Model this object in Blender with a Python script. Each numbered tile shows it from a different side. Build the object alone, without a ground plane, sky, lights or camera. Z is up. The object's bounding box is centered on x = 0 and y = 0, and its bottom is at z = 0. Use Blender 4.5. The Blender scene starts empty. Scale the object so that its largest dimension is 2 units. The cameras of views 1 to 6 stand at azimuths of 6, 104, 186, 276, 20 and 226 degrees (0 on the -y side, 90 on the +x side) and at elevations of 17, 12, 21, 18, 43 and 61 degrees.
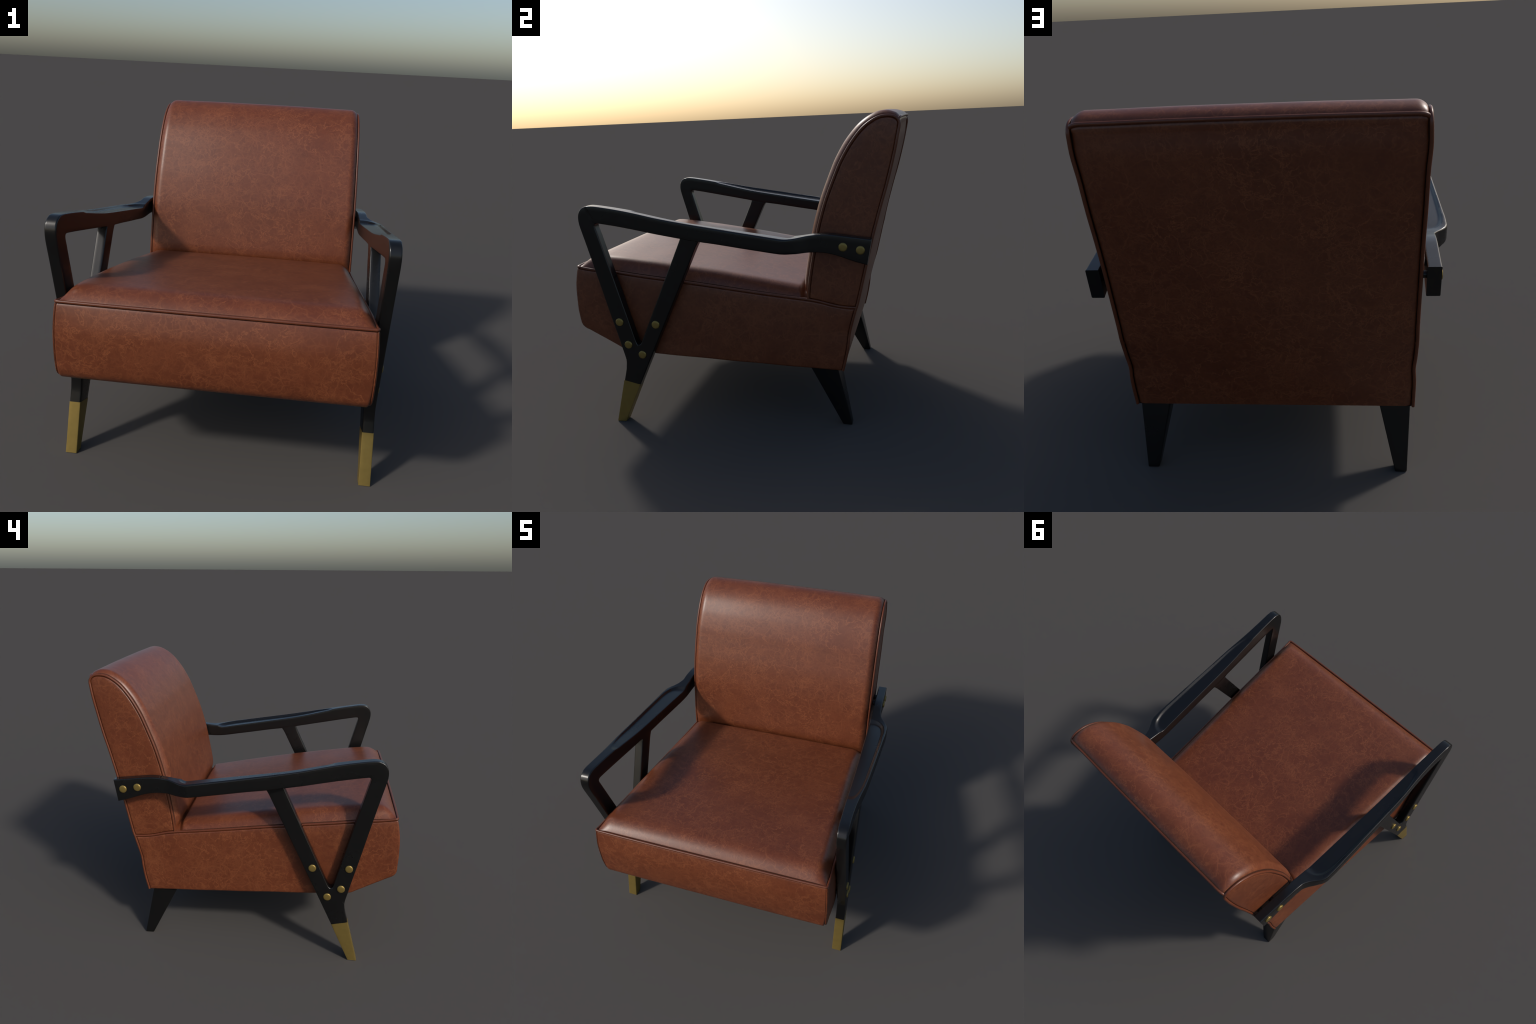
import bpy, math
import numpy as np
from mathutils import Vector, Matrix

# ------------------------------------------------------------------ helpers
def pchip(xs, ys, x):
    """Monotone cubic interpolation."""
    xs, ys, x = np.asarray(xs, float), np.asarray(ys, float), np.asarray(x, float)
    h = np.diff(xs); dl = np.diff(ys) / h
    m = np.zeros_like(ys)
    for i in range(1, len(xs) - 1):
        if dl[i - 1] * dl[i] > 0:
            w1, w2 = 2 * h[i] + h[i - 1], h[i] + 2 * h[i - 1]
            m[i] = (w1 + w2) / (w1 / dl[i - 1] + w2 / dl[i])
    m[0], m[-1] = dl[0], dl[-1]
    k = np.clip(np.searchsorted(xs, x) - 1, 0, len(xs) - 2)
    x = np.clip(x, xs[0], xs[-1])
    t = (x - xs[k]) / h[k]
    return ((2*t**3 - 3*t**2 + 1) * ys[k] + (t**3 - 2*t**2 + t) * h[k] * m[k]
            + (-2*t**3 + 3*t**2) * ys[k + 1] + (t**3 - t**2) * h[k] * m[k + 1])

def catmull(pts, per=6, closed=False):
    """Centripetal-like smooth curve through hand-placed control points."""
    P = np.asarray(pts, float)
    s = np.concatenate([[0], np.cumsum(np.sqrt(np.linalg.norm(np.diff(P, axis=0), axis=1)))])
    out, n = [], len(P)
    tan = np.zeros_like(P)
    for i in range(n):
        a, b = max(i - 1, 0), min(i + 1, n - 1)
        tan[i] = (P[b] - P[a]) / (s[b] - s[a])
    for i in range(n - 1):
        h = s[i + 1] - s[i]
        for j in range(per):
            t = j / per
            out.append((2*t**3 - 3*t**2 + 1) * P[i] + (t**3 - 2*t**2 + t) * h * tan[i]
                       + (-2*t**3 + 3*t**2) * P[i + 1] + (t**3 - t**2) * h * tan[i + 1])
    out.append(P[-1])
    return np.array(out)

def resample(P, step):
    P = np.asarray(P, float)
    s = np.concatenate([[0], np.cumsum(np.linalg.norm(np.diff(P, axis=0), axis=1))])
    n = max(2, int(round(s[-1] / step)) + 1)
    q = np.linspace(0, s[-1], n)
    return np.stack([np.interp(q, s, P[:, k]) for k in range(P.shape[1])], 1)

def smoothstep(a, b, x):
    t = np.clip((np.asarray(x, float) - a) / (b - a), 0, 1)
    return t * t * (3 - 2 * t)

def mesh_object(name, verts, faces, mats, parent=None, face_mat=None, angle=40, kind=None):
    me = bpy.data.meshes.new(name)
    me.from_pydata([tuple(map(float, v)) for v in verts], [], [tuple(int(i) for i in f) for f in faces])
    for m in mats:
        me.materials.append(m)
    if face_mat is not None:
        me.polygons.foreach_set("material_index", np.asarray(face_mat, dtype=np.int32))
    me.validate()
    me.shade_smooth()
    me.set_sharp_from_angle(angle=math.radians(angle))
    me.update()
    ob = bpy.data.objects.new(name, me)
    bpy.context.scene.collection.objects.link(ob)
    if parent:
        ob.parent = parent
    if kind:
        ob["kind"] = kind
    return ob

def grid_faces(nu, nv, off=0, flip=False):
    f = []
    for i in range(nu - 1):
        for j in range(nv - 1):
            q = (off + i*nv + j, off + i*nv + j + 1, off + (i+1)*nv + j + 1, off + (i+1)*nv + j)
            f.append(q[::-1] if flip else q)
    return f

def tube(path, r, sides=10, cap=True):
    """Verts and faces of a round cord along a 3D path (parallel-transport frames)."""
    P = np.asarray(path, float); n = len(P)
    T = np.gradient(P, axis=0); T /= np.linalg.norm(T, axis=1)[:, None]
    N = np.cross(T[0], [0.3, 0.5, 0.8]); N /= np.linalg.norm(N)
    V, F = [], []
    for i in range(n):
        N = N - T[i] * (N @ T[i]); N /= np.linalg.norm(N)
        B = np.cross(T[i], N)
        for k in range(sides):
            a = 2 * math.pi * k / sides
            V.append(P[i] + r * (math.cos(a) * N + math.sin(a) * B))
    for i in range(n - 1):
        for k in range(sides):
            k2 = (k + 1) % sides
            F.append((i*sides + k, i*sides + k2, (i+1)*sides + k2, (i+1)*sides + k))
    if cap:
        F.append(tuple(range(sides))[::-1])
        F.append(tuple((n-1)*sides + k for k in range(sides)))
    return V, F

def join(parts):
    V, F = [], []
    for v, f in parts:
        o = len(V); V += list(v); F += [tuple(i + o for i in q) for q in f]
    return V, F

# ---------------------------------------------------------------- materials
def new_mat(name):
    m = bpy.data.materials.new(name); m.use_nodes = True
    nt = m.node_tree
    return m, nt, nt.nodes["Principled BSDF"]

def node(nt, kind, **kw):
    n = nt.nodes.new(kind)
    for k, v in kw.items():
        if k in n.inputs.keys() if hasattr(n.inputs, "keys") else False:
            n.inputs[k].default_value = v
        else:
            setattr(n, k, v)
    return n

def ramp(nt, fac, stops):
    r = nt.nodes.new("ShaderNodeValToRGB")
    e = r.color_ramp.elements
    while len(e) < len(stops):
        e.new(0.5)
    for el, (p, c) in zip(e, stops):
        el.position = p
        el.color = (c, c, c, 1) if isinstance(c, (int, float)) else (*c, 1)
    nt.links.new(fac, r.inputs[0])
    return r.outputs[0]

def mixc(nt, fac, a, b, blend="MIX"):
    m = nt.nodes.new("ShaderNodeMix"); m.data_type = "RGBA"; m.blend_type = blend
    for sock, val in ((m.inputs[0], fac), (m.inputs[6], a), (m.inputs[7], b)):
        if hasattr(val, "is_linked"):
            nt.links.new(val, sock)
        else:
            sock.default_value = (*val, 1) if isinstance(val, tuple) else val
    return m.outputs[2]

def math_node(nt, op, a, b=0.0):
    m = nt.nodes.new("ShaderNodeMath"); m.operation = op
    for sock, val in ((m.inputs[0], a), (m.inputs[1], b)):
        if hasattr(val, "is_linked"):
            nt.links.new(val, sock)
        else:
            sock.default_value = val
    return m.outputs[0]

def leather_material(name, bright=1.0, veins=1.0):
    m, nt, bsdf = new_mat(name)
    L = nt.links
    co = nt.nodes.new("ShaderNodeTexCoord").outputs["Object"]
    def noise(scale, detail=4.0, rough=0.55, dist=0.0, vec=co, kind="FBM"):
        n = nt.nodes.new("ShaderNodeTexNoise"); n.noise_type = kind
        n.inputs["Scale"].default_value = scale; n.inputs["Detail"].default_value = detail
        n.inputs["Roughness"].default_value = rough; n.inputs["Distortion"].default_value = dist
        L.new(vec, n.inputs["Vector"])
        return n
    # gently warped coordinates so that the crease net wanders
    def warp(scale, amount):
        wn = noise(scale, 4.0, 0.6)
        sub = nt.nodes.new("ShaderNodeVectorMath"); sub.operation = "SUBTRACT"
        L.new(wn.outputs["Color"], sub.inputs[0]); sub.inputs[1].default_value = (0.5, 0.5, 0.5)
        sc = nt.nodes.new("ShaderNodeVectorMath"); sc.operation = "SCALE"; sc.inputs["Scale"].default_value = amount
        L.new(sub.outputs[0], sc.inputs[0])
        add = nt.nodes.new("ShaderNodeVectorMath"); add.operation = "ADD"
        L.new(co, add.inputs[0]); L.new(sc.outputs[0], add.inputs[1])
        return add.outputs[0]
    wa, wb = warp(9.0, 0.085), warp(22.0, 0.036)
    def ridge(scale, width, vec, detail=3.0):
        n = noise(scale, detail, 0.55, 0.4, vec).outputs["Fac"]
        a = math_node(nt, "ABSOLUTE", math_node(nt, "SUBTRACT", n, 0.5))
        return ramp(nt, a, [(0.0, 1.0), (width, 0.3), (width * 2.4, 0.0)])
    def cells(scale, w, vec):
        n = nt.nodes.new("ShaderNodeTexVoronoi"); n.feature = "DISTANCE_TO_EDGE"
        n.inputs["Scale"].default_value = scale
        L.new(vec, n.inputs["Vector"])
        return ramp(nt, n.outputs["Distance"], [(0.0, 1.0), (w * 1.1, 0.42), (w * 2.8, 0.0)])
    def mask(scale, lo, hi, floor=0.0):
        return ramp(nt, noise(scale, 3.0, 0.6).outputs["Fac"], [(lo, floor), (hi, 1.0)])
    mul = lambda a, b: math_node(nt, "MULTIPLY", a, b)
    mx = lambda a, b: math_node(nt, "MAXIMUM", a, b)
    net = mul(cells(9.0, 0.026, wa), mul(mask(5.1, 0.46, 0.60), 0.75))
    net = mx(net, mul(cells(16.0, 0.042, wa), mul(mask(6.7, 0.45, 0.62), 0.65)))
    net = mx(net, mul(cells(29.0, 0.070, wb), mul(mask(4.3, 0.46, 0.64), 0.40)))
    net = mx(net, mul(ridge(8.0, 0.012, wb, 6.0), mul(mask(3.7, 0.38, 0.56), 1.0)))
    net = mx(net, mul(ridge(14.0, 0.020, wb, 5.0), mul(mask(5.9, 0.40, 0.58), 0.90)))
    net = mx(net, mul(ridge(25.0, 0.036, wb, 4.0), mul(mask(4.9, 0.40, 0.62, 0.15), 0.55)))
    # tonal clouds
    cloud = noise(4.5, 5.0, 0.6).outputs["Fac"]
    b = bright
    dark = (0.106*b, 0.0260*b, 0.0096*b); mid = (0.116*b, 0.0292*b, 0.0106*b); warm = (0.126*b, 0.0324*b, 0.0116*b)
    base = ramp(nt, cloud, [(0.32, dark), (0.50, mid), (0.70, warm)])
    mott = ramp(nt, noise(19.0, 4.0, 0.6).outputs["Fac"], [(0.32, 0.93), (0.68, 1.07)])
    base = mixc(nt, 1.0, base, mott, "MULTIPLY")
    crease = (0.270*b, 0.089*b, 0.034*b)
    col = mixc(nt, math_node(nt, "MULTIPLY", net, 0.50 * veins), base, crease)
    L.new(col, bsdf.inputs["Base Color"])
    rr = ramp(nt, noise(7.0, 4.0).outputs["Fac"], [(0.3, 0.38), (0.7, 0.41)])
    L.new(rr, bsdf.inputs["Roughness"])
    bsdf.inputs["Specular IOR Level"].default_value = 0.48
    grain = nt.nodes.new("ShaderNodeTexVoronoi"); grain.inputs["Scale"].default_value = 210.0
    L.new(co, grain.inputs["Vector"])
    hgt = math_node(nt, "ADD", math_node(nt, "MULTIPLY", grain.outputs["Distance"], 0.5),
                    math_node(nt, "MULTIPLY", net, -0.5))
    bump = nt.nodes.new("ShaderNodeBump"); bump.inputs["Strength"].default_value = 0.035
    bump.inputs["Distance"].default_value = 0.004
    L.new(hgt, bump.inputs["Height"]); L.new(bump.outputs[0], bsdf.inputs["Normal"])
    return m

def simple_material(name, col, rough, metallic=0.0, spec=0.5, var=0.12, scale=14.0, bump=0.02):
    m, nt, bsdf = new_mat(name); L = nt.links
    co = nt.nodes.new("ShaderNodeTexCoord").outputs["Object"]
    n = nt.nodes.new("ShaderNodeTexNoise"); n.inputs["Scale"].default_value = scale; n.inputs["Detail"].default_value = 5
    L.new(co, n.inputs["Vector"])
    lo, hi = tuple(c * (1 - var) for c in col), tuple(c * (1 + var) for c in col)
    L.new(ramp(nt, n.outputs["Fac"], [(0.3, lo), (0.7, hi)]), bsdf.inputs["Base Color"])
    L.new(ramp(nt, n.outputs["Fac"], [(0.3, rough * (1 - var * 0.6)), (0.7, rough * (1 + var * 0.6))]), bsdf.inputs["Roughness"])
    bsdf.inputs["Metallic"].default_value = metallic
    bsdf.inputs["Specular IOR Level"].default_value = spec
    if bump:
        f = nt.nodes.new("ShaderNodeTexNoise"); f.inputs["Scale"].default_value = 160; L.new(co, f.inputs["Vector"])
        b = nt.nodes.new("ShaderNodeBump"); b.inputs["Strength"].default_value = bump; b.inputs["Distance"].default_value = 0.003
        L.new(f.outputs["Fac"], b.inputs["Height"]); L.new(b.outputs[0], bsdf.inputs["Normal"])
    return m

LEATHER = leather_material("brown_leather")
PIPING = leather_material("piping_leather", bright=0.95, veins=0.25)
SEAM_SHADOW = simple_material("painted_seam_shadow", (0.048, 0.0160, 0.0080), 0.75, spec=0.2)  # dark brown painted on groove faces beside the piping: occlusion shadow as colour
BLACK = simple_material("black_lacquered_wood", (0.0045, 0.0045, 0.0045), 0.27, spec=0.5, var=0.04, scale=5, bump=0.0)
BRASS = simple_material("brushed_brass", (0.275, 0.195, 0.055), 0.40, metallic=0.65, var=0.05, scale=40)
LINER = simple_material("black_underside_cloth", (0.012, 0.011, 0.010), 0.85, spec=0.2)

# ------------------------------------------------------- shared upholstery form
# Everything tapers towards the rear: half width falls with y.
TAPER = 0.0522
def half_width(y):                       # centre line of the piping
    return 0.7695 - TAPER * (np.asarray(y, float) + 0.95)

ear_front = catmull([(0.466, 0.745), (0.470, 0.795), (0.476, 0.865), (0.489, 0.953), (0.508, 1.060), (0.533, 1.188),
    (0.555, 1.275), (0.584, 1.370), (0.614, 1.449), (0.640, 1.513), (0.669, 1.580), (0.716, 1.663), (0.764, 1.729),
    (0.800, 1.767), (0.840, 1.796), (0.880, 1.815), (0.923, 1.8205), (0.960, 1.814), (0.980, 1.800)])
rear_line = catmull([(0.980, 1.800), (0.9875, 1.777), (0.981, 1.733), (0.966, 1.650), (0.944, 1.549), (0.917, 1.440),
    (0.890, 1.345), (0.866, 1.255), (0.841, 1.157), (0.808, 1.010), (0.779, 0.879), (0.756, 0.778), (0.743, 0.735),
    (0.722, 0.660), (0.706, 0.592), (0.697, 0.520), (0.684, 0.445), (0.663, 0.356)])
seat_line = catmull([(-0.963, 0.985), (-0.930, 0.978), (-0.870, 0.968), (-0.705, 0.950), (-0.545, 0.927),
    (-0.390, 0.907), (-0.255, 0.889), (-0.100, 0.868), (0.146, 0.833), (0.340, 0.808), (0.465, 0.793),
    (0.533, 0.781), (0.590, 0.766), (0.645, 0.754), (0.700, 0.748), (0.742, 0.746)])
front_line = np.concatenate([
    catmull([(-0.963, 0.983), (-0.976, 0.920), (-0.985, 0.830), (-0.985, 0.730), (-0.979, 0.645), (-0.971, 0.612),
             (-0.954, 0.592), (-0.925, 0.577)]),
    catmull([(-0.900, 0.563), (-0.828, 0.524), (-0.735, 0.472), (-0.705, 0.455), (-0.670, 0.445), (-0.600, 0.438)]),
    catmull([(-0.477, 0.428), (-0.250, 0.413), (0.155, 0.386), (0.475, 0.367), (0.663, 0.356)])])

def rear_y(z):
    o = np.argsort(rear_line[:, 1])
    return np.interp(z, rear_line[o, 1], rear_line[o, 0])
def seat_z(y):
    return np.interp(y, seat_line[:, 0], seat_line[:, 1])

def edge_width(y, z):
    """Half width with the slight waviness of the rear seam."""
    near = math.exp(-max(0.0, float(rear_y(z)) - float(y)) / 0.07)
    wave = (0.0055 * math.exp(-((z - 1.695) / 0.075) ** 2) + 0.0015 * math.exp(-((z - 1.45) / 0.15) ** 2)
            - 0.0050 * math.exp(-((z - 0.595) / 0.05) ** 2) + 0.0020 * math.exp(-((z - 0.76) / 0.06) ** 2))
    return float(half_width(y)) + wave * near

# --------------------------------------------------------- padded side panels
def belly(y, z):
    """Extra fullness of the seat box below its piping, fading to the rear."""
    top = seat_z(y)
    t = np.clip((top - np.asarray(z, float)) / 0.40, 0, 1)
    shape = np.sin(np.pi * np.minimum(t * 0.92 + 0.02, 1.0)) ** 0.7
    return shape * np.interp(y, [-1.0, -0.5, 0.2, 0.66], [0.0085, 0.0085, 0.006, 0.0025])

def spaced(curve, fr):
    P = resample(curve, 0.004)
    s = np.concatenate([[0], np.cumsum(np.linalg.norm(np.diff(P, axis=0), axis=1))]); s /= s[-1]
    return np.stack([np.interp(fr, s, P[:, k]) for k in range(2)], 1)

def length(curve):
    return float(np.sum(np.linalg.norm(np.diff(curve, axis=0), axis=1)))

NEAR = np.array([0, 0.0035, 0.0065, 0.0078, 0.0098, 0.0130, 0.0170, 0.022, 0.030, 0.040, 0.054, 0.072])
def fractions(ln, inner):
    a = NEAR / ln
    return np.concatenate([a, np.linspace(a[-1], 1 - a[-1], inner + 2)[1:-1], (1 - a)[::-1]])

def padded_panel(name, parent, sign, bottom, top, left, right, plain, width, puff):
    """Coons patch between four (y, z) seam curves; bottom/top run front to rear, left/right run up.
    'plain' names the edges that are softly rounded without piping."""
    fu = fractions(0.5 * (length(bottom) + length(top)), 26)
    fv = fractions(0.5 * (length(left) + length(right)), 20)
    B, T, Lc, Rc = spaced(bottom, fu), spaced(top, fu), spaced(left, fv), spaced(right, fv)
    nu, nv = len(fu), len(fv)
    P = np.zeros((nu, nv, 2))
    for i, u in enumerate(fu):
        for j, v in enumerate(fv):
            P[i, j] = ((1 - v) * B[i] + v * T[i] + (1 - u) * Lc[j] + u * Rc[j]
                       - (1 - u) * (1 - v) * B[0] - u * (1 - v) * B[-1] - (1 - u) * v * T[0] - u * v * T[-1])
    flat = P.reshape(-1, 2)
    def dist(curve):
        C = resample(curve, 0.004)
        return np.array([np.min(np.hypot(C[:, 0] - p[0], C[:, 1] - p[1])) for p in flat])
    edges = dict(bottom=bottom, top=top, left=left, right=right)
    dp = np.min([dist(edges[k]) for k in plain], axis=0) if plain else np.full(len(flat), 9.0)
    ds = np.min([dist(edges[k]) for k in edges if k not in plain], axis=0)
    V, M = [], []
    for k, (y, z) in enumerate(flat):
        roll = 0.010 * (1 - float(smoothstep(0.0050, 0.0125, ds[k])))
        t = min(dp[k] / 0.010, 1.0)
        roll += 0.010 * (1 - math.sqrt(max(0.0, 1 - (1 - t) ** 2)))
        pf = puff * (1 - (1 - min(min(ds[k], dp[k]) / 0.06, 1)) ** 2)
        V.append((sign * (float(width(y, z)) + 0.0032 - roll + pf), y, z))
    F = grid_faces(nu, nv, flip=sign < 0)
    for i in range(nu - 1):
        for j in range(nv - 1):
            c = [i * nv + j, i * nv + j + 1, (i + 1) * nv + j, (i + 1) * nv + j + 1]
            M.append(1 if max(ds[q] for q in c) < 0.0100 else 0)
    return mesh_object(name, V, F, [LEATHER, SEAM_SHADOW], parent, M, angle=60)

# -------------------------------------------------------------------- the chair
chair = bpy.data.objects.new("armchair", None)
bpy.context.scene.collection.objects.link(chair)
chair["label"] = "brown leather armchair with black wooden arms and brass-tipped legs"
chair["category"] = "armchair"

EDGE = np.array([0.0, 0.004, 0.0070, 0.0097, 0.0140, 0.019, 0.024, 0.030, 0.037, 0.045, 0.055, 0.068, 0.085, 0.11, 0.15, 0.2, 0.28, 0.38, 0.5])
def cross_positions():
    """(sign, distance from the side edge) pairs running from -x to +x."""
    out = [(-1, d) for d in EDGE] + [(-1, 0.62)] + [(1, 0.62)] + [(1, d) for d in EDGE[::-1]]
    return out

# --- seat cushion
def build_seat():
    ys = np.concatenate([-0.963 + np.array([0, 0.004, 0.0060, 0.0075, 0.0093, 0.0125, 0.0155, 0.019, 0.024, 0.030, 0.037, 0.045, 0.055, 0.068, 0.082, 0.1, 0.13]),
                         np.linspace(-0.79, 0.385, 32), np.array([0.40, 0.41, 0.418, 0.425, 0.432, 0.439, 0.446, 0.455, 0.47, 0.50])])
    XP = [(a, 0.0088 if abs(d - 0.0097) < 1e-6 else d) for a, d in cross_positions()]
    V, M = [], []
    for y in ys:
        w = float(half_width(y)); df = y + 0.963
        H = float(np.interp(y, [-0.963, -0.86, -0.5, -0.1, 0.15, 0.45], [0.070, 0.078, 0.086, 0.082, 0.075, 0.060]))
        fr = 1 - (1 - min(max(df - 0.0040, 0) / 0.132, 1)) ** 2.35
        for sgn, d in XP:
            side = 1 - (1 - min(max(d - 0.0040, 0) / 0.088, 1)) ** 2.35
            crown = 0.004 * (1 - ((w - d) / w) ** 2) if d < w else 0.004
            gro = -0.004 * (1 - smoothstep(0.004, 0.0095, min(d, df)))
            V.append((sgn * max(w - d, 0.0) if d < 0.6 else sgn * 0.09, y, seat_z(y) + H * fr * side + crown * fr + gro - 0.035 * float(smoothstep(0.410, 0.444, y)) ** 1.3))
    nv = len(XP)
    F = grid_faces(len(ys), nv, flip=True)
    for i in range(len(ys) - 1):
        for j in range(nv - 1):
            d = max(min(XP[j][1], XP[j+1][1]), 0)
            M.append(1 if (max(XP[j][1], XP[j+1][1]) <= 0.0089 or ys[i+1] + 0.963 <= 0.0094) else 0)
    return mesh_object("seat", V, F, [LEATHER, SEAM_SHADOW], chair, M, angle=60)
seat = build_seat()

# --- front apron with sloped chin and underside, one sheet wrapping front to rear
def build_apron():
    L = resample(front_line, 0.010)
    T = np.gradient(L, axis=0); T /= np.linalg.norm(T, axis=1)[:, None]
    N = np.stack([T[:, 1], -T[:, 0]], 1)            # outward (forward / down)
    ED = np.array([0.0, 0.003, 0.0055, 0.0085, 0.013, 0.02, 0.03, 0.045, 0.065])
    XS = [(-1, d) for d in ED] + [(0, f) for f in np.linspace(-0.9, 0.9, 37)] + [(1, d) for d in ED[::-1]]
    V, F, M = [], [], []
    for k, (y, z) in enumerate(L):
        puff = 0.013 * smoothstep(0.995, 0.83, z) * smoothstep(0.60, 0.70, z) + 0.002 * smoothstep(0.47, 0.6, z)
        groove = 0.008 * smoothstep(0.9715, 0.978, z)
        for sd, f in XS:
            w = float(half_width(y) + belly(y, z)) - 0.0068
            x = sd * (w - f) if sd else f * (w - 0.03)
            d = f if sd else w - abs(x)
            e = 1 - abs(x / w) ** 4
            lip = 0.0095 * float(smoothstep(0.44, 0.49, z) * smoothstep(0.70, 0.60, z) * smoothstep(0.0, 0.012, d))
            o = puff * e + lip - groove - 0.0040 * (1 - float(smoothstep(0.0, 0.0060, d)))
            V.append((x, y + N[k, 0] * o, z + N[k, 1] * o))
    F = grid_faces(len(L), len(XS))
    for i in range(len(L) - 1):
        zz, yy = 0.5 * (L[i, 1] + L[i+1, 1]), 0.5 * (L[i, 0] + L[i+1, 0])
        row = 1 if zz > 0.9745 else (2 if yy > -0.66 and zz < 0.5 else 0)
        M += [row] * (len(XS) - 1)
    return mesh_object("apron", V, F, [LEATHER, SEAM_SHADOW, LINER], seat, M, angle=60)
build_apron()

cut = int(np.argmin(np.hypot(front_line[:, 0] + 0.962, front_line[:, 1] - 0.600)))
lower_edges = dict(bottom=front_line[cut:], top=seat_line, left=front_line[:cut + 1][::-1],
                   right=np.vstack([rear_line[rear_line[:, 1] < 0.7455][::-1], [(0.742, 0.746)]]))
iy = int(np.argmin(np.abs(ear_front[:, 0] - 0.845)))
wing_top = np.vstack([ear_front[iy:], rear_line[1:7]])
wing_low = seat_line[seat_line[:, 0] >= 0.471]
wl = ear_front[:iy + 1]; wl = wl[wl[:, 1] >= seat_z(0.471)]
wr = rear_line[6:]; wr = wr[wr[:, 1] > 0.747][::-1]
wing_edges = dict(bottom=np.vstack([wl[:1], wing_low[1:]]), top=wing_top, left=wl, right=np.vstack([wing_low[-1:], wr]))

# --- backrest cushion
U = resample(ear_front, 0.012)
TU = np.gradient(U, axis=0); TU /= np.linalg.norm(TU, axis=1)[:, None]
NU = np.stack([-TU[:, 1], TU[:, 0]], 1)             # outward: forward / up
sU = np.concatenate([[0], np.cumsum(np.linalg.norm(np.diff(U, axis=0), axis=1))]); sU /= sU[-1]
HU = np.interp(sU, [0, 0.055, 0.072, 0.090, 0.12, 0.75, 0.88, 0.95, 0.985, 1.0], [0.014, 0.016, 0.025, 0.032, 0.0355, 0.038, 0.034, 0.030, 0.022, 0.015])
def cushion_point(i, sgn, d):
    y, z = U[i]
    f = 1 - (1 - min(d / 0.052, 1)) ** 2.1
    gro = -0.007 * (1 - smoothstep(0.005, 0.0118, d))
    h = HU[i] * f + gro + 0.004 * smoothstep(0.05, 0.45, d)
    w = float(half_width(y))
    x = sgn * (w - d) if d < 0.6 else sgn * 0.08
    return np.array([x, y + NU[i, 0] * h, z + NU[i, 1] * h])
def build_back():
    XP = cross_positions(); V, M = [], []
    for i in range(len(U)):
        for sgn, d in XP:
            V.append(cushion_point(i, sgn, d))
    F = grid_faces(len(U), len(XP), flip=True)
    for i in range(len(U) - 1):
        for j in range(len(XP) - 1):
            M.append(1 if max(XP[j][1], XP[j+1][1]) <= 0.0098 else 0)
    return mesh_object("backrest", V, F, [LEATHER, SEAM_SHADOW], chair, M, angle=60)
backrest = build_back()

top_seam = [cushion_point(len(U) - 1, s, d) for s, d in cross_positions() if d > 0.003]

# --- rear panel
def build_rear_panel():
    zs = np.concatenate([np.linspace(0.356, 0.40, 6), np.linspace(0.42, 1.70, 70), np.linspace(1.715, 1.775, 7)])
    XP = cross_positions(); V, M = [], []
    rows = []
    for z in zs:
        y = float(rear_y(z)); w = edge_width(y, z)
        for sgn, d in XP:
            edge = smoothstep(0.005, 0.0120, d)
            roll = -0.009 * (1 - edge) - 0.008 + 0.008 * smoothstep(0.0, 0.04, d)
            puff = 0.008 * smoothstep(0.02, 0.25, d) * smoothstep(0.36, 0.55, z) * smoothstep(1.80, 1.66, z)
            roll -= 0.0045 * float(smoothstep(1.69, 1.775, z))
            x = sgn * (w - d) if d < 0.6 else sgn * 0.08
            # pull the edge wobble out of the middle of the panel
            mid = smoothstep(0.05, 0.4, d)
            yl = 0.663 + (z - 0.356) * 0.2262
            V.append((x, y * (1 - 0.7 * mid) + yl * 0.7 * mid + roll + puff, z))
        rows.append(z)
    # last rows follow the dipping top seam
    for back, t in ((0.0015, 0.4), (-0.002, 0.66), (-0.007, 0.86), (-0.013, 1.0)):
        for sgn, d in XP:
            e = cushion_point(len(U) - 1, sgn, d)
            y0 = float(rear_y(1.775)); w0 = float(half_width(y0))
            x0 = sgn * (w0 - d) if d < 0.6 else sgn * 0.08
            a = np.array([x0, y0 - 0.0045 - 0.009 * (1 - smoothstep(0.005, 0.0120, d)), 1.775])
            p = a * (1 - t) + e * t
            p[1] += back
            V.append(p)
        rows.append(1.775 + 0.04 * t)
    F = grid_faces(len(rows), len(XP))
    for i in range(len(rows) - 1):
        for j in range(len(XP) - 1):
            M.append(1 if max(XP[j][1], XP[j+1][1]) <= 0.0098 or i == len(rows) - 2 else 0)
    return mesh_object("rear_panel", V, F, [LEATHER, SEAM_SHADOW], backrest, M, angle=60)
build_rear_panel()

PR = 0.0081
for sgn in (-1, 1):
    padded_panel("side_panel", seat, sgn, plain=("bottom", "left"), puff=0.003,
                 width=lambda y, z: edge_width(y, z) + belly(y, z), **lower_edges)
    padded_panel("wing_panel", backrest, sgn, plain=(), puff=0.003, width=edge_width, **wing_edges)
    def on_side(line, out=0.0):
        return [(sgn * (edge_width(y, z) + out), y, z) for y, z in line]
    # piping cord round the wing: front curve, over the top, down the rear edge
    loop = resample(np.vstack([ear_front[ear_front[:, 1] > 0.792], rear_line[1:]]), 0.010)
    mesh_object("piping", *tube(on_side(loop), PR), [PIPING], backrest)
    # thin stitched seam at the front corner
    corner = front_line[(front_line[:, 1] < 0.976) & (front_line[:, 0] < -0.70)]
    corner = resample(corner, 0.008)
    mesh_object("corner_seam", *tube([(sgn * (float(half_width(y) + belly(y, z)) - 0.0042), y + 0.0046, z + 0.0015) for y, z in corner],
                                     0.0040, 8), [LEATHER], seat)

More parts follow.
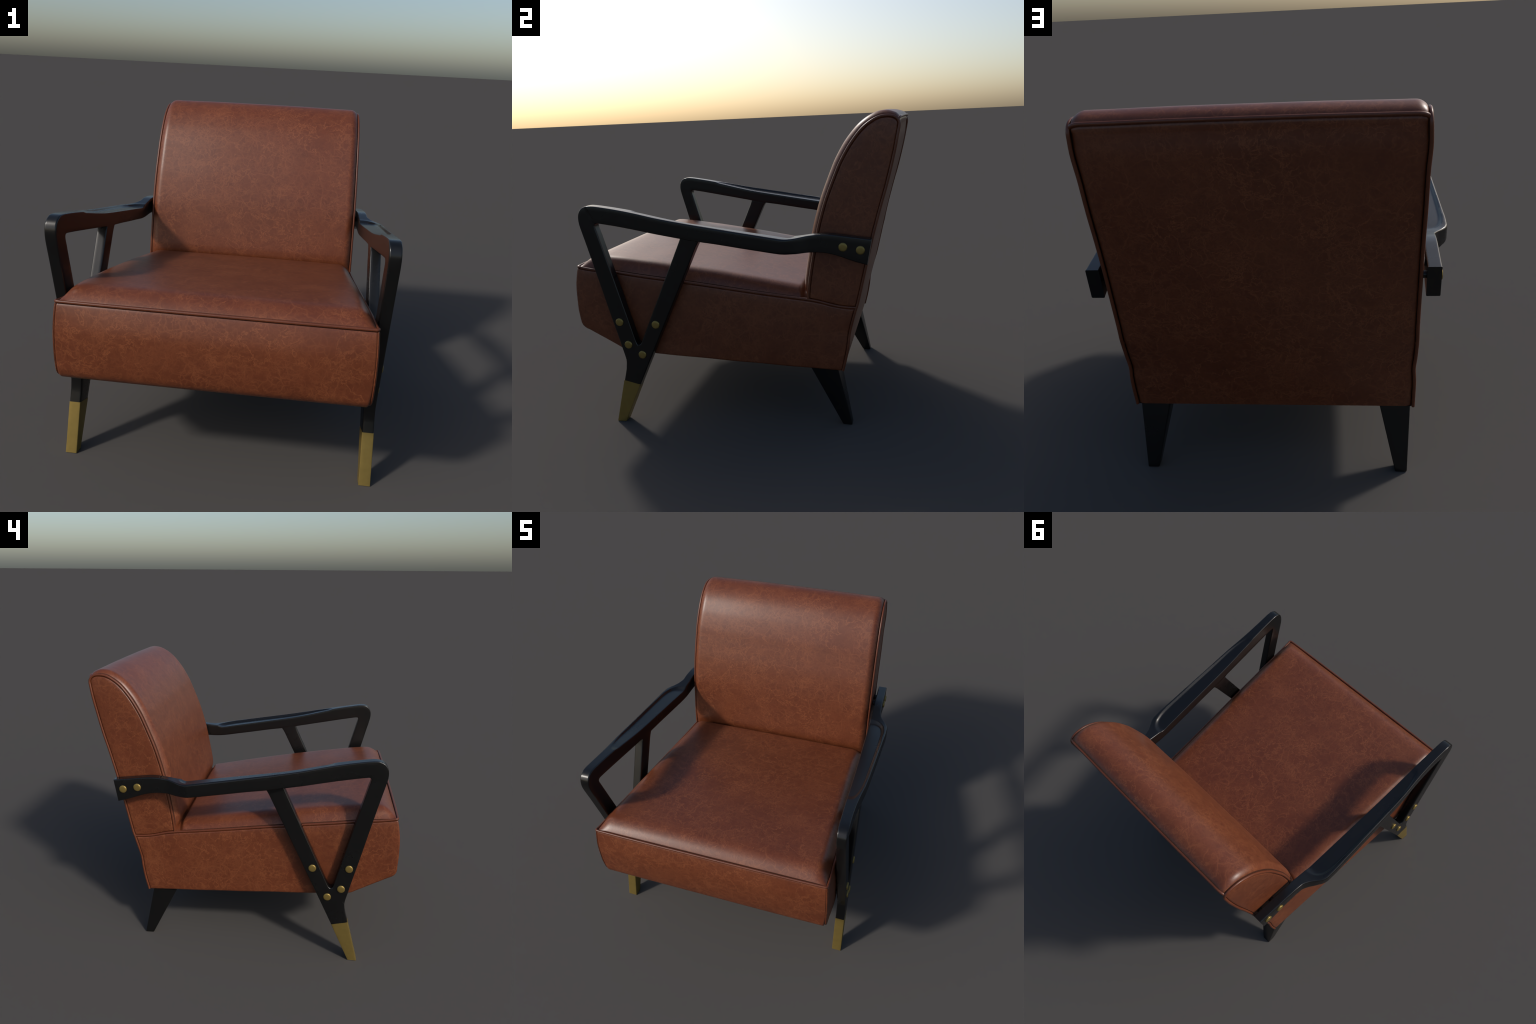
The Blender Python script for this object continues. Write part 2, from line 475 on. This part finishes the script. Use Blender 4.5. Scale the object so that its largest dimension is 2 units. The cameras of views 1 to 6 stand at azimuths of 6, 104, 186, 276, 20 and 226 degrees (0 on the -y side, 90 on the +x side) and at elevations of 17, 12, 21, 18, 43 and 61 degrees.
# piping round the seat: rear left -> front -> rear right, with tight corners
def seat_pipe_path():
    side = resample(seat_line, 0.012)[::-1]
    side = side[side[:, 0] > -0.945]
    left = [(-float(half_width(y)), y, z) for y, z in side]
    w = float(half_width(-0.963)); r = 0.013
    arc = [(-w + r - r * math.cos(a), -0.963 + r - r * math.sin(a), 0.9835 + 0.001 * a) for a in np.linspace(0, math.pi / 2, 7)]
    xs = np.linspace(-w + 2 * r, w - 2 * r, 60)
    front = [(x, -0.963 - 0.004 * (1 - (x / w) ** 4), 0.985) for x in xs]
    half = left + arc
    return np.array(half + front + [(-x, y, z) for x, y, z in half[::-1]])
mesh_object("piping", *tube(seat_pipe_path(), PR), [PIPING], seat)
mesh_object("piping", *tube(resample(np.array(top_seam), 0.012), PR), [PIPING], backrest)

# ------------------------------------------------------------------- wooden frame
FT = 0.0503
def frame_in(y):
    return 0.785 - FT * (np.asarray(y, float) + 0.85)
THICK = 0.060
def bulge(y):
    return pchip([-1.0, -0.75, -0.60, -0.50, -0.373, -0.23, -0.10, 0.185, 0.30, 0.345, 0.375, 0.41, 0.45, 0.50, 0.9],
                 [0.001, 0.003, 0.009, 0.018, 0.033, 0.043, 0.051, 0.067, 0.073, 0.073, 0.066, 0.044, 0.017, 0.001, 0.0], y)
def scoop(y, xf):
    d = (np.abs((y + 0.075) / 0.492)) ** 6 + (np.clip(xf, 0, 1) / 0.90) ** 4
    depth = 0.015 * (0.45 + 0.55 * smoothstep(-0.56, -0.20, y))
    return depth * smoothstep(1.0, 0.54, d)

def ribbon(A, B, radii, sign, flare=None, scoop_on=None, grow=0.0, nA=14):
    """Sweep a rounded rectangular section between two rails A and B given in (y, z).
    radii(i) -> corner radii (A-in, A-out, B-out, B-in)."""
    V, F = [], []
    na = 5
    n = len(A)
    for i in range(n):
        a0, b0 = np.array(A[i]), np.array(B[i])
        Ld = np.linalg.norm(b0 - a0); u = (b0 - a0) / Ld
        fl = flare[i] if flare is not None else 0.0
        X1 = THICK + fl + grow
        X0 = -grow
        r = [max(1e-4, q) for q in radii(i)]
        pts = []
        for k in range(na):                                   # A-in
            t = k / (na - 1) * math.pi / 2
            pts.append((-grow + r[0] * (1 - math.sin(t)), X0 + r[0] * (1 - math.cos(t))))
        for k in range(1, nA):
            f = k / nA
            pts.append((-grow, X0 + r[0] + (X1 - r[1] - X0 - r[0]) * f))
        for k in range(na):                                   # A-out
            t = k / (na - 1) * math.pi / 2
            pts.append((-grow + r[1] * (1 - math.cos(t)), X1 - r[1] * (1 - math.sin(t))))
        for k in range(1, 4):
            pts.append((-grow + r[1] + (Ld + 2*grow - r[1] - r[2]) * k / 4, X1))
        for k in range(na):                                   # B-out
            t = k / (na - 1) * math.pi / 2
            pts.append((Ld + grow - r[2] * (1 - math.sin(t)), X1 - r[2] * (1 - math.cos(t))))
        for k in range(1, 4):
            pts.append((Ld + grow, X1 - r[2] + (X0 + r[3] - X1 + r[2]) * k / 4))
        for k in range(na):                                   # B-in
            t = k / (na - 1) * math.pi / 2
            pts.append((Ld + grow - r[3] * (1 - math.cos(t)), X0 + r[3] * (1 - math.sin(t))))
        for k in range(1, 4):
            pts.append((Ld + grow - r[3] + (-grow + r[0] - Ld - grow + r[3]) * k / 4, X0))
        on = scoop_on[i] if scoop_on is not None else 0.0
        for a, x in pts:
            if on > 0:
                yq = a0[0] + u[0] * a
                a = a + on * float(scoop(yq, (x - X0) / (X1 - X0))) * max(0.0, 1 - max(a, 0) / (0.6 * Ld))
            p = a0 + u * a
            V.append((sign * (float(frame_in(p[0])) + x), p[0], p[1]))
    m = len(pts)
    for i in range(n - 1):
        for k in range(m):
            k2 = (k + 1) % m
            q = (i*m + k, i*m + k2, (i+1)*m + k2, (i+1)*m + k)
            F.append(q if sign > 0 else q[::-1])
    c0, c1 = tuple(range(m)), tuple((n-1)*m + k for k in range(m))
    F.append(c0[::-1] if sign > 0 else c0); F.append(c1 if sign > 0 else c1[::-1])
    return V, F

# stations of the arm: front post from the fork upward, round the corner, back along the arm
arm_rails = [
    (-0.6603, 0.4125, -0.569, 0.5125), (-0.6628, 0.4280, -0.5760, 0.5165), (-0.6685, 0.4520, -0.5800, 0.5220), (-0.679, 0.492, -0.586, 0.538),
    (-0.691, 0.542, -0.5945, 0.570), (-0.740, 0.728, -0.641, 0.745), (-0.790, 0.926, -0.692, 0.935),
    (-0.840, 1.120, -0.7445, 1.125), (-0.862, 1.202, -0.766, 1.204), (-0.8745, 1.250, -0.7765, 1.240),
    (-0.879, 1.276, -0.7790, 1.253), (-0.880, 1.300, -0.7785, 1.259), (-0.877, 1.323, -0.7765, 1.2635),
    (-0.869, 1.343, -0.7735, 1.2662), (-0.856, 1.358, -0.769, 1.2678), (-0.838, 1.368, -0.764, 1.2683),
    (-0.815, 1.373, -0.757, 1.2681), (-0.785, 1.3725, -0.748, 1.267), (-0.735, 1.366, -0.715, 1.262),
    (-0.650, 1.3525, -0.640, 1.2495), (-0.530, 1.3305, -0.525, 1.2295), (-0.403, 1.3045, -0.400, 1.2075),
    (-0.280, 1.2815, -0.278, 1.186), (-0.150, 1.2595, -0.150, 1.1645), (-0.020, 1.239, -0.020, 1.147),
    (0.120, 1.217, 0.120, 1.1255), (0.240, 1.1985, 0.240, 1.108), (0.315, 1.1865, 0.313, 1.097), (0.360, 1.179, 0.353, 1.0915),
    (0.392, 1.1762, 0.390, 1.0885), (0.430, 1.1772, 0.435, 1.0872), (0.490, 1.1850, 0.497, 1.0895),
    (0.550, 1.1920, 0.550, 1.0895), (0.605, 1.1920, 0.603, 1.0835), (0.655, 1.1872, 0.655, 1.0705),
    (0.735, 1.1765, 0.735, 1.0425), (0.800, 1.1680, 0.787, 1.0265), (0.843, 1.1620, 0.818, 1.0180)]
rails = np.array(arm_rails)
dense = catmull(rails, 8)
mid = 0.5 * (dense[:, :2] + dense[:, 2:])
seglen = np.concatenate([[0], np.cumsum(np.linalg.norm(np.diff(dense, axis=0), axis=1) * 0.7)])
q = np.linspace(0, seglen[-1], 420)
dense = np.stack([np.interp(q, seglen, dense[:, k]) for k in range(4)], 1)
is_arm = (dense[:, 1] > 1.30) | (dense[:, 0] > -0.55)
first_arm = int(np.argmax(dense[:, 0] > -0.80)) if False else int(np.argmax(dense[:, 1] > 1.371))
armflag = np.zeros(len(dense)); armflag[first_arm:] = 1
R0 = 0.0065
def arm_radii(i):
    y = 0.5 * (dense[i, 0] + dense[i, 2])
    ra = rb = R0
    if i == len(dense) - 1 or i == len(dense) - 2:
        ra = rb = 0.005
    rbin = rb
    if armflag[i] and -0.262 < dense[i, 2] < -0.136:          # rear post joins here
        rbin = 1e-4
    big = 0.004 * smoothstep(0.02, 0.06, bulge(dense[i, 0])) * armflag[i]
    return (ra, ra + big, rb + 2 * big, rbin)
flare = [float(bulge(dense[i, 0])) * armflag[i] for i in range(len(dense))]

post_left = np.vstack([[(-0.236, 1.212), (-0.2545, 1.1735), (-0.2575, 1.1655)], resample([(-0.2625, 1.154), (-0.5480, 0.5320)], 0.03),
                       [(-0.5535, 0.5230), (-0.5590, 0.5170), (-0.5690, 0.5125)],
                       resample([(-0.5692, 0.5122), (-0.6602, 0.4125)], 0.010), [(-0.6603, 0.4122), (-0.6600, 0.4040), (-0.6603, 0.3950), (-0.6612, 0.3850), (-0.6628, 0.3720)],
                       resample([(-0.6652, 0.3500), (-0.6872, 0.2650)], 0.02)])
pr_len = np.concatenate([[0], np.cumsum(np.linalg.norm(np.diff(post_left, axis=0), axis=1))])
def right_edge(z):
    return np.interp(z, [0.0, 0.255, 0.472, 1.152, 1.22], [-0.699, -0.580, -0.4765, -0.148, -0.115])
# match each left station with a point on the straight rear edge
zr = np.interp(pr_len, [0, pr_len[3], pr_len[-26] if False else pr_len[len(post_left)//2], pr_len[-1]],
               [1.200, 1.122, np.interp(post_left[len(post_left)//2, 1], [0, 1.2], [-0.02, 1.17]), 0.240])
post_right = np.stack([right_edge(zr), zr], 1)
post_right[0] = (-0.112, 1.190); post_right[1] = (-0.1390, 1.1590); post_right[2] = (-0.1500, 1.1440)
def post_radii(i):
    l = post_left[i]
    butt = 0.4225 < l[1] < 0.515 and l[0] < -0.56905
    top = i <= 2
    rl_ = 1e-4 if butt else 0.0065
    return (rl_ if not top else 0.003, rl_, 0.0065, 0.0065)

foot_A = resample([(-0.6845, 0.2780), (-0.7540, 0.0)], 0.03)
foot_B = resample([(-0.5825, 0.2535), (-0.6995, 0.0)], 0.03)
nfoot = min(len(foot_A), len(foot_B))
def at(P, n):
    s = np.linspace(0, 1, n); k = np.linspace(0, 1, len(P))
    return np.stack([np.interp(s, k, P[:, 0]), np.interp(s, k, P[:, 1])], 1)
foot_A, foot_B = at(foot_A, 14), at(foot_B, 14)

# rivet mesh: domed button, axis along +x
def rivet_mesh():
    prof = [(0.0, 0.0245), (0.0045, 0.0250), (0.0070, 0.0240), (0.0088, 0.0215), (0.0097, 0.0180), (0.0102, 0.0120), (0.0105, 0.0060)]
    ns = 36; V, F = [], []
    for x, r in prof:
        for k in range(ns):
            a = 2 * math.pi * k / ns
            V.append((x, r * math.cos(a), r * math.sin(a)))
    for i in range(len(prof) - 1):
        for k in range(ns):
            k2 = (k + 1) % ns
            F.append((i*ns + k, i*ns + k2, (i+1)*ns + k2, (i+1)*ns + k))
    F.append(tuple((len(prof)-1)*ns + k for k in range(ns)))
    F.append(tuple(range(ns))[::-1])
    ob = mesh_object("rivet", V, F, [BRASS], None, angle=50)
    me = ob.data
    bpy.data.objects.remove(ob)
    return me
def spacer_mesh():
    V, F = tube([(0.0, 0, 0), (-0.012, 0, 0), (-0.024, 0, 0), (-0.034, 0, 0)], 0.017, 24)
    ob = mesh_object("spacer", V, F, [BLACK], None, angle=50)
    me = ob.data
    bpy.data.objects.remove(ob)
    return me
RIVET, SPACER = rivet_mesh(), spacer_mesh()
rivet_spots = [(-0.677, 0.6585), (-0.633, 0.5145), (-0.5475, 0.4520), (-0.446, 0.6470), (0.6865, 1.1210), (0.782, 1.1035)]

for sgn in (1, -1):
    V, F = ribbon([tuple(p[:2]) for p in dense], [tuple(p[2:]) for p in dense], arm_radii, sgn, flare, armflag, nA=22)
    frame = mesh_object("arm_frame", V, F, [BLACK], chair, angle=38)
    V, F = ribbon(post_left, post_right, post_radii, sgn, nA=4)
    V = np.array(V)
    m = len(V) // len(post_left)
    c = frame_in(V[:m, 1]) + THICK / 2                        # tenon: slimmer inside the arm
    V[:m, 0] = sgn * (c + (np.abs(V[:m, 0]) - c) * 0.93)
    mesh_object("front_leg", V, F, [BLACK], frame, angle=38)
    V, F = ribbon(foot_A, foot_B, lambda i: (0.003, 0.003, 0.003, 0.003) if i else (0.004,) * 4, sgn, grow=0.0014, nA=3)
    V = np.array(V)
    m = len(V) // len(foot_A)
    mesh_object("brass_foot_cap", V, F, [BRASS], frame, angle=30)
    ang = math.atan(FT)
    for y, z in rivet_spots:
        for me, name, out in ((RIVET, "rivet", 0.060 - 0.001), (SPACER, "spacer", 0.002)):
            ob = bpy.data.objects.new(name, me)
            ob.location = (sgn * (float(frame_in(y)) + out), y, z)
            ob.rotation_euler = (0, 0, ang) if sgn > 0 else (0, 0, math.pi - ang)
            bpy.context.scene.collection.objects.link(ob)
            ob.parent = frame

# --- tapered rear legs
def rear_leg(sgn):
    top = dict(x0=0.521, x1=0.676, y0=0.468, y1=0.632, z=0.366)
    bot = dict(x0=0.603, x1=0.661, y0=0.654, y1=0.711, z=0.0)
    V, F = [], []
    lev = [(0.0, 0.0015), (0.010, 0.0)] + [(t, 0.0) for t in np.linspace(0.06, 1, 12)]
    rc, na = 0.005, 4
    for t, sh in lev:
        g = {k: bot[k] + (top[k] - bot[k]) * t for k in top}
        for cx, cy, a0 in ((g["x1"]-rc, g["y1"]-rc, 0), (g["x0"]+rc, g["y1"]-rc, 90), (g["x0"]+rc, g["y0"]+rc, 180), (g["x1"]-rc, g["y0"]+rc, 270)):
            for k in range(na):
                a = math.radians(a0 + 90 * k / (na - 1))
                V.append((sgn * (cx + (rc - sh) * math.cos(a)), cy + (rc - sh) * math.sin(a), g["z"]))
    m = 4 * na
    for i in range(len(lev) - 1):
        for k in range(m):
            k2 = (k + 1) % m
            q_ = (i*m + k, i*m + k2, (i+1)*m + k2, (i+1)*m + k)
            F.append(q_ if sgn > 0 else q_[::-1])
    b, tp = tuple(range(m)), tuple((len(lev)-1)*m + k for k in range(m))
    F.append(b[::-1] if sgn > 0 else b); F.append(tp if sgn > 0 else tp[::-1])
    mesh_object("rear_leg", V, F, [BLACK], chair, angle=38)
for sgn in (1, -1):
    rear_leg(sgn)
